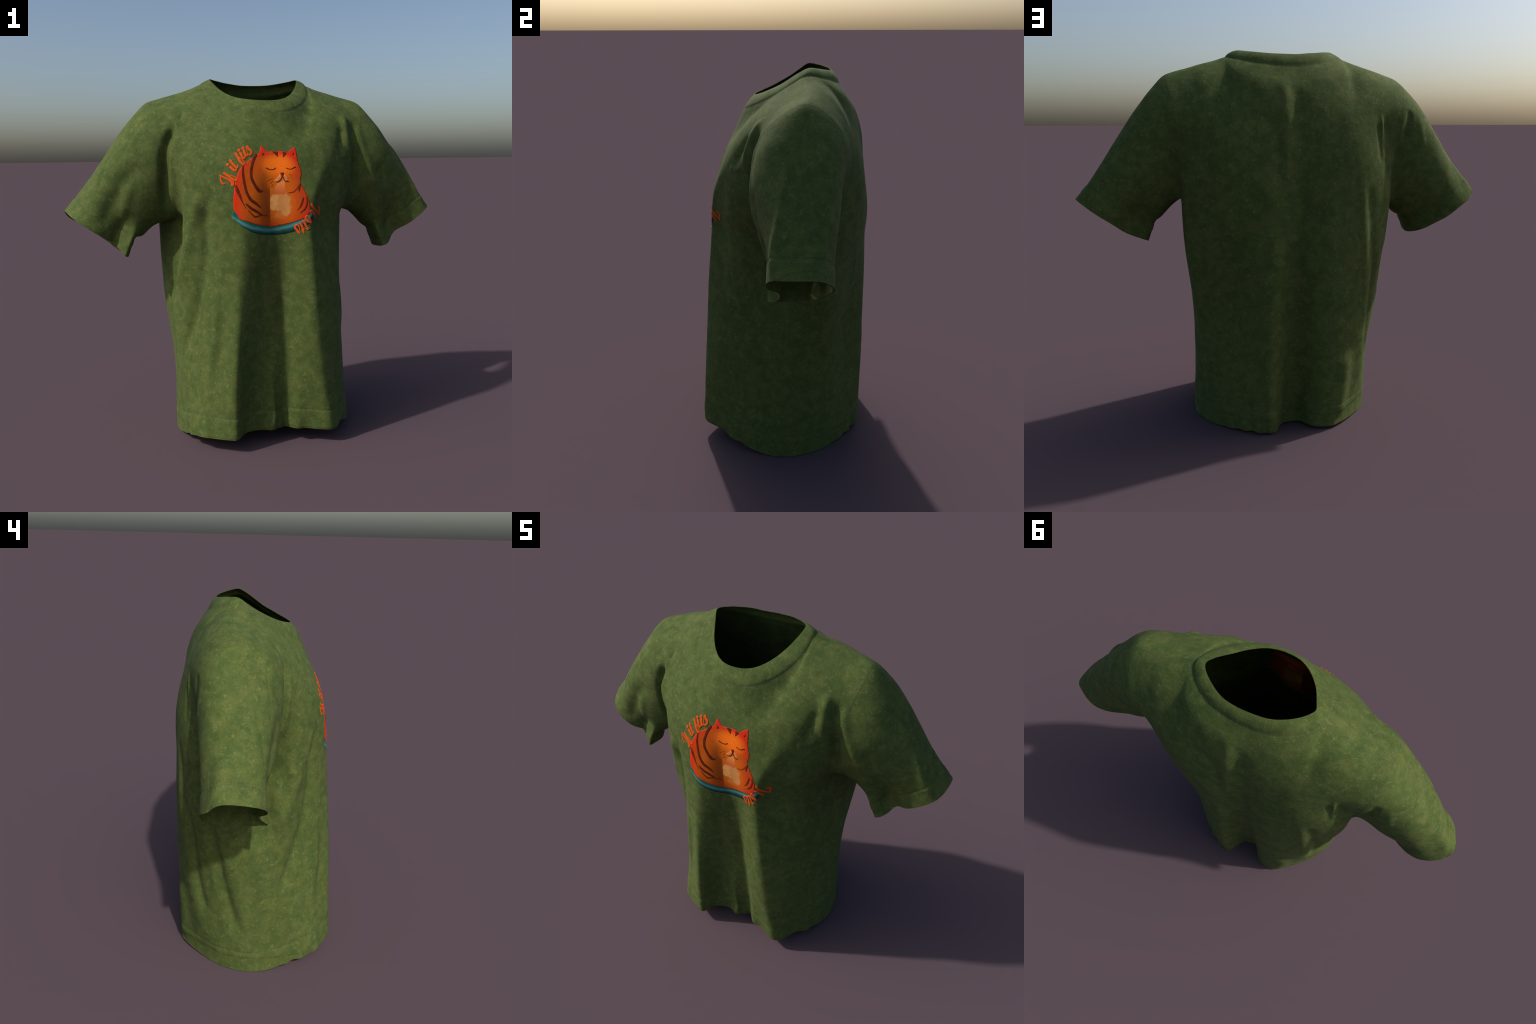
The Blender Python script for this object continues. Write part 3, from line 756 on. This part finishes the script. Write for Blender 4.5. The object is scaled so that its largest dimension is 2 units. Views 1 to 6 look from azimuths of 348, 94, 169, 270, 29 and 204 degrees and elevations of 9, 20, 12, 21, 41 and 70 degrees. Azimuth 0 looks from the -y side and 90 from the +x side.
def print_object(name, verts2, tris, lift, mat, parent):
    """thin raised layer of ink: top face lifted off the cloth, edges turned down into it"""
    tris = [t for t in tris]
    V = [press(x, z, lift) for x, z in verts2]
    count = {}
    for t in tris:
        for a, b in zip(t, t[1:] + t[:1]):
            k = (min(a, b), max(a, b)); count.setdefault(k, []).append((a, b))
    down = {}
    F = [tuple(t) for t in tris]
    for k, uses in count.items():
        if len(uses) == 1:
            a, b = uses[0]
            for v in (a, b):
                if v not in down:
                    down[v] = len(V); V.append(press(*verts2[v], -.0008))
            F.append((b, a, down[a], down[b]))
    me = bpy.data.meshes.new(name); me.from_pydata([tuple(v) for v in V], [], F)
    me.polygons.foreach_set("use_smooth", [i < len(tris) for i in range(len(F))])
    me.materials.append(mat)
    ob = bpy.data.objects.new(name, me); bpy.context.scene.collection.objects.link(ob)
    ob.parent = parent
    return ob

def outline_points(pts, step, sharp=()):
    """closed smooth outline through control points; corners in `sharp` stay pointed"""
    P = np.array(pts, float) / 1000
    n = len(P); out = []
    for i in range(n):
        p0, p1, p2, p3 = P[i - 1], P[i], P[(i + 1) % n], P[(i + 2) % n]
        def tangent(a, b, c):
            u, v = b - a, c - b
            cs = np.dot(u, v) / (np.linalg.norm(u) * np.linalg.norm(v) + 1e-9)
            return (c - a) / 2 * (1 if cs > .25 else 0)
        m1, m2 = tangent(p0, p1, p2), tangent(p1, p2, p3)
        k = max(1, int(np.linalg.norm(p2 - p1) / step))
        for t in np.arange(k) / k:
            out.append((2*t**3-3*t**2+1)*p1 + (t**3-2*t**2+t)*m1 + (-2*t**3+3*t**2)*p2 + (t**3-t**2)*m2)
    return np.array(out)

def inside(P, poly):
    x, y = P[:, 0], P[:, 1]; r = np.zeros(len(P), bool)
    for a, b in zip(poly, np.roll(poly, -1, axis=0)):
        c = (a[1] > y) != (b[1] > y)
        xi = a[0] + (y - a[1]) * (b[0] - a[0]) / (b[1] - a[1] + 1e-12)
        r ^= c & (x < xi)
    return r

def patch(name, pts, lift, mat, parent, step=.005, ragged=0):
    o = outline_points(pts, step)
    if ragged:
        o = o + rng.normal(0, ragged, o.shape)
    g = np.stack(np.meshgrid(np.arange(o[:, 0].min(), o[:, 0].max(), step), np.arange(o[:, 1].min(), o[:, 1].max(), step)), -1).reshape(-1, 2)
    g = g[inside(g, o)]
    if len(g):
        g = g[np.min(np.linalg.norm(g[:, None] - o[None], axis=2), axis=1) > step * .55]
    allp = [Vector(p) for p in np.concatenate([o, g])] if len(g) else [Vector(p) for p in o]
    v, e, f, *_ = delaunay_2d_cdt(allp, [(i, (i + 1) % len(o)) for i in range(len(o))], [list(range(len(o)))], 1, 1e-6)
    f = [list(t) for t in f]
    f = [t if (v[t[1]] - v[t[0]]).cross(v[t[2]] - v[t[0]]) > 0 else t[::-1] for t in f]
    return print_object(name, [tuple(p) for p in v], f, lift, mat, parent)

def stroke(name, pts, lift, mat, parent, step=.003):
    """brush stroke of varying width with round ends"""
    P = np.array(pts, float) / 1000
    if np.linalg.norm(P[-1, :2] - P[0, :2]) < .0015:
        P = P[:1] + np.array([[0, 0, 0], [.0008, .0008, 0]])     # a dot
    P[:, 2] *= .82 if name == 'stripe' else 1.0
    s_ = np.r_[0, np.cumsum(np.linalg.norm(np.diff(P[:, :2], axis=0), axis=1))]
    n = max(3, int(s_[-1] / step) + 2)
    q = np.linspace(0, s_[-1], n)
    C = cubic(s_ + np.arange(len(s_)) * 1e-7, P, q)
    c, wd = C[:, :2], C[:, 2] / 2
    t = np.gradient(c, axis=0); t /= np.maximum(np.linalg.norm(t, axis=1), 1e-9)[:, None]
    caps_a = np.radians([80, 55, 30]); 
    rows = [(c[0] - t[0] * wd[0] * math.sin(a), t[0], wd[0] * math.cos(a)) for a in caps_a]
    rows += [(c[i], t[i], wd[i]) for i in range(n)]
    rows += [(c[-1] + t[-1] * wd[-1] * math.sin(a), t[-1], wd[-1] * math.cos(a)) for a in caps_a[::-1]]
    K = 5 if wd.max() > .0025 else 3
    V, F = [], []
    for p, d, w_ in rows:
        nn = np.array([-d[1], d[0]])
        for j in range(K):
            V.append(tuple(p + nn * w_ * (j / (K - 1) * 2 - 1)))
    for i in range(len(rows) - 1):
        for j in range(K - 1):
            a = i * K + j
            F.append([a, a + K, a + K + 1, a + 1])
    a, b, cc = (np.array(V[F[len(F)//2][k]]) for k in (0, 1, 2))
    if np.cross(b - a, cc - b) < 0:
        F = [f[::-1] for f in F]
    return print_object(name, V, F, lift, mat, parent)

def fur_material():
    """painted ginger coat: red towards the outline, a shaded flank left of the chest"""
    m, nt = material("ginger_fur_ink")
    co_ = object_coords(nt)
    sep = nt.nodes.new("ShaderNodeSeparateXYZ"); nt.links.new(co_, sep.inputs[0])
    x, z = sep.outputs[0], sep.outputs[2]
    wob_ = noise(nt, co_, 30, 4, .6)
    # body is an egg around (-.01, 1.24); 0 in the middle, 1 at the outline
    dx = math_(nt, "DIVIDE", math_(nt, "ADD", x, .012), .178)
    dz = math_(nt, "DIVIDE", math_(nt, "ADD", z, -1.225), .265)
    r = math_(nt, "SQRT", math_(nt, "ADD", math_(nt, "MULTIPLY", dx, dx), math_(nt, "MULTIPLY", dz, dz)))
    r = math_(nt, "ADD", r, math_(nt, "MULTIPLY", math_(nt, "SUBTRACT", wob_, .5), .25))
    col = ramp(nt, r, [(.0, (.66, .140, .007)), (.55, (.60, .115, .006)), (.80, (.52, .070, .005)), (.98, (.66, .022, .004))])
    # ears glow red
    top = maprange(nt, z, 1.415, 1.455)
    col = mixc(nt, math_(nt, "MULTIPLY", top, .9), col, (.62, .022, .008))
    # warm face
    fx = math_(nt, "DIVIDE", math_(nt, "ADD", x, -.035), .10); fz = math_(nt, "DIVIDE", math_(nt, "ADD", z, -1.385), .065)
    fr = math_(nt, "ADD", math_(nt, "MULTIPLY", fx, fx), math_(nt, "MULTIPLY", fz, fz))
    col = mixc(nt, maprange(nt, fr, 1.0, .0, 0, .9), col, (.93, .175, .007))
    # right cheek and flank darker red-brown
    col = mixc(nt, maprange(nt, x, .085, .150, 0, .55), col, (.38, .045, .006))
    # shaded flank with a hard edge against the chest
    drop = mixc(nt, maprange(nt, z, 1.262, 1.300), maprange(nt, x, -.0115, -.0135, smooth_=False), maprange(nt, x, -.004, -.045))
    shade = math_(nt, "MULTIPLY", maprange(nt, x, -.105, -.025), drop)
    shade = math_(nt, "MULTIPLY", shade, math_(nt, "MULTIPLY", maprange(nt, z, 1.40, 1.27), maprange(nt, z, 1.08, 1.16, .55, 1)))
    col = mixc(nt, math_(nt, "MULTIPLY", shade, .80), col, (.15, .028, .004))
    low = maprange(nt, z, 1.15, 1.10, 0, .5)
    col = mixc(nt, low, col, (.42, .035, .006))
    # cream chest and rosy throat, brushed in with soft ragged edges
    rag = math_(nt, "MULTIPLY", math_(nt, "SUBTRACT", noise(nt, co_, 75, 5, .7), .5), 2.0)
    def p4(v, c, r_):
        t_ = math_(nt, "DIVIDE", math_(nt, "ADD", v, -c), r_)
        return math_(nt, "POWER", math_(nt, "ABSOLUTE", t_), 4.0)
    cream = math_(nt, "ADD", math_(nt, "ADD", p4(math_(nt, "ADD", x, math_(nt, "MULTIPLY", math_(nt, "SUBTRACT", noise(nt, co_, 38, 2), .5), .03)), .036, .052), p4(math_(nt, "ADD", z, math_(nt, "MULTIPLY", math_(nt, "SUBTRACT", noise(nt, co_, 44, 2), .5), .03)), 1.209, .040)), rag)
    cream = maprange(nt, cream, 1.35, .55)
    def p2(v, c, r_):
        return math_(nt, "POWER", math_(nt, "DIVIDE", math_(nt, "ADD", v, -c), r_), 2.0)
    tail = maprange(nt, math_(nt, "ADD", math_(nt, "ADD", p2(x, .064, .024), p2(z, 1.170, .026)), rag), 1.2, .7)
    cream = math_(nt, "MAXIMUM", cream, tail)
    smudge = maprange(nt, math_(nt, "ADD", math_(nt, "ADD", p2(x, .036, .030), p2(z, 1.150, .022)), rag), 1.1, .2, 0, .35)
    cream = math_(nt, "MULTIPLY", math_(nt, "MAXIMUM", cream, smudge), maprange(nt, x, -.0150, -.0100))
    throat_c = math_(nt, "ADD", .0415, math_(nt, "MULTIPLY", math_(nt, "ADD", z, -1.30), .17))
    throat_w = math_(nt, "MAXIMUM", .004, math_(nt, "ADD", .019, math_(nt, "MULTIPLY", math_(nt, "SUBTRACT", 1.30, z), .36)))
    tu = math_(nt, "ABSOLUTE", math_(nt, "DIVIDE", math_(nt, "SUBTRACT", x, throat_c), throat_w))
    throat = math_(nt, "MULTIPLY", maprange(nt, math_(nt, "ADD", tu, math_(nt, "MULTIPLY", rag, .5)), 1.1, .85), math_(nt, "MULTIPLY", maprange(nt, z, 1.242, 1.246), maprange(nt, z, 1.325, 1.305)))
    pinkc = mixc(nt, maprange(nt, z, 1.25, 1.31), (.58, .125, .030), (.80, .24, .060))
    col = mixc(nt, math_(nt, "MULTIPLY", throat, .9), col, pinkc)
    creamc = mixc(nt, maprange(nt, x, .0, .04), (.86, .40, .115), (.60, .27, .080))
    creamc = mixc(nt, maprange(nt, noise(nt, co_, 70, 3), .35, .7, 0, .4), creamc, (.56, .21, .05))
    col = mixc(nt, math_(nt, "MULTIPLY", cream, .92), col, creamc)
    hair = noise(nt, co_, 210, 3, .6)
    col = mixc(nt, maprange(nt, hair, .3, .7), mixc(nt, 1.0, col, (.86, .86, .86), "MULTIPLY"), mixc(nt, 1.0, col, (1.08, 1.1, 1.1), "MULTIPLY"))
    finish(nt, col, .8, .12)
    return m

def mottled(name, a, b, scale=60, rough=.75):
    m, nt = material(name); co_ = object_coords(nt)
    finish(nt, mixc(nt, maprange(nt, noise(nt, co_, scale, 4, .6), .35, .65), a, b), rough, .12)
    return m

def cushion_material():
    m, nt = material("teal_cushion_ink"); co_ = object_coords(nt)
    sep = nt.nodes.new("ShaderNodeSeparateXYZ"); nt.links.new(co_, sep.inputs[0])
    x, z = sep.outputs[0], sep.outputs[2]
    # drawn highlight along the roll, painted into the teal: height above its sagging lower edge
    sag = math_(nt, "MULTIPLY", math_(nt, "POWER", math_(nt, "ABSOLUTE", math_(nt, "ADD", x, .010)), 2.0), 1.8)
    h = math_(nt, "SUBTRACT", math_(nt, "SUBTRACT", z, 1.058), sag)
    h = math_(nt, "ADD", h, math_(nt, "MULTIPLY", math_(nt, "SUBTRACT", noise(nt, co_, 25, 3), .5), .012))
    col = ramp(nt, math_(nt, "DIVIDE", h, .046), [(.0, (.004, .034, .034)), (.22, (.007, .075, .070)), (.44, (.075, .215, .195)), (.54, (.070, .200, .180)), (.70, (.008, .125, .100)), (.98, (.005, .080, .068))])
    finish(nt, col, .75, .15)
    return m

fur = fur_material()
stripe_ink = mottled("dark_stripe_ink", (.150, .021, .005), (.100, .012, .004))
orange_ink = mottled("orange_letter_ink", (.66, .085, .008), (.58, .068, .006))
print_root = bpy.data.objects.new("cat_print", None); bpy.context.scene.collection.objects.link(print_root); print_root.parent = root
patch("cushion", PATCHES["cushion"], .0010, cushion_material(), print_root)
patch("cat_body", PATCHES["cat_body"], .0018, fur, print_root)
pale_ink = mottled("pale_muzzle_ink", (.70, .23, .055), (.60, .16, .035))
patch("muzzle", PATCHES["muzzle_l"], .0024, pale_ink, print_root, .004, .0004)
patch("muzzle", PATCHES["muzzle_r"], .0024, pale_ink, print_root, .004, .0004)
patch("nose", PATCHES["nose"], .0030, mottled("dark_red_nose_ink", (.20, .010, .012), (.14, .008, .010)), print_root, .003)
for key in ("fore1", "fore2", "ear1", "ear2"):
    patch("stripe" if "fore" in key else "inner_ear", PATCHES[key], .0024, stripe_ink, print_root, .004)
for i, (k, pts) in enumerate(STROKES_FUR.items()):
    stroke("stripe", pts, .0022 + .0001 * i, stripe_ink if "chin" not in k else mottled("chin_shadow_ink", (.22, .03, .006), (.3, .04, .006)), print_root)
face_ink = mottled("brown_line_ink", (.085, .010, .006), (.13, .016, .008))
whisker_ink = mottled("whisker_ink", (.36, .07, .008), (.42, .08, .008))
for i, (k, pts) in enumerate(STROKES_FACE.items()):
    nm = k.rstrip("0123456789")
    stroke(nm, pts, .0031 + .0001 * i, whisker_ink if nm == "whisker" else face_ink, print_root, .002)
letters = bpy.data.objects.new("lettering", None); bpy.context.scene.collection.objects.link(letters); letters.parent = root
for i, (k, pts) in enumerate(LETTERING.items()):
    stroke("letter_stroke", pts, .0022 + .00007 * i, orange_ink, letters, .002)

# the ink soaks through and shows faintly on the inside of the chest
def soak(name, pts, mat, depth):
    ob = patch(name, pts, .0, mat, print_root, .012)
    me = ob.data
    for v in me.vertices:
        hit, n, _, _ = surface.find_nearest(v.co)
        v.co = hit - n * (THICK + depth)
    me.flip_normals()
soak("cushion_show_through", PATCHES["cushion"], bpy.data.materials["teal_cushion_ink"], .0006)
soak("cat_show_through", PATCHES["cat_body"], fur, .0012)
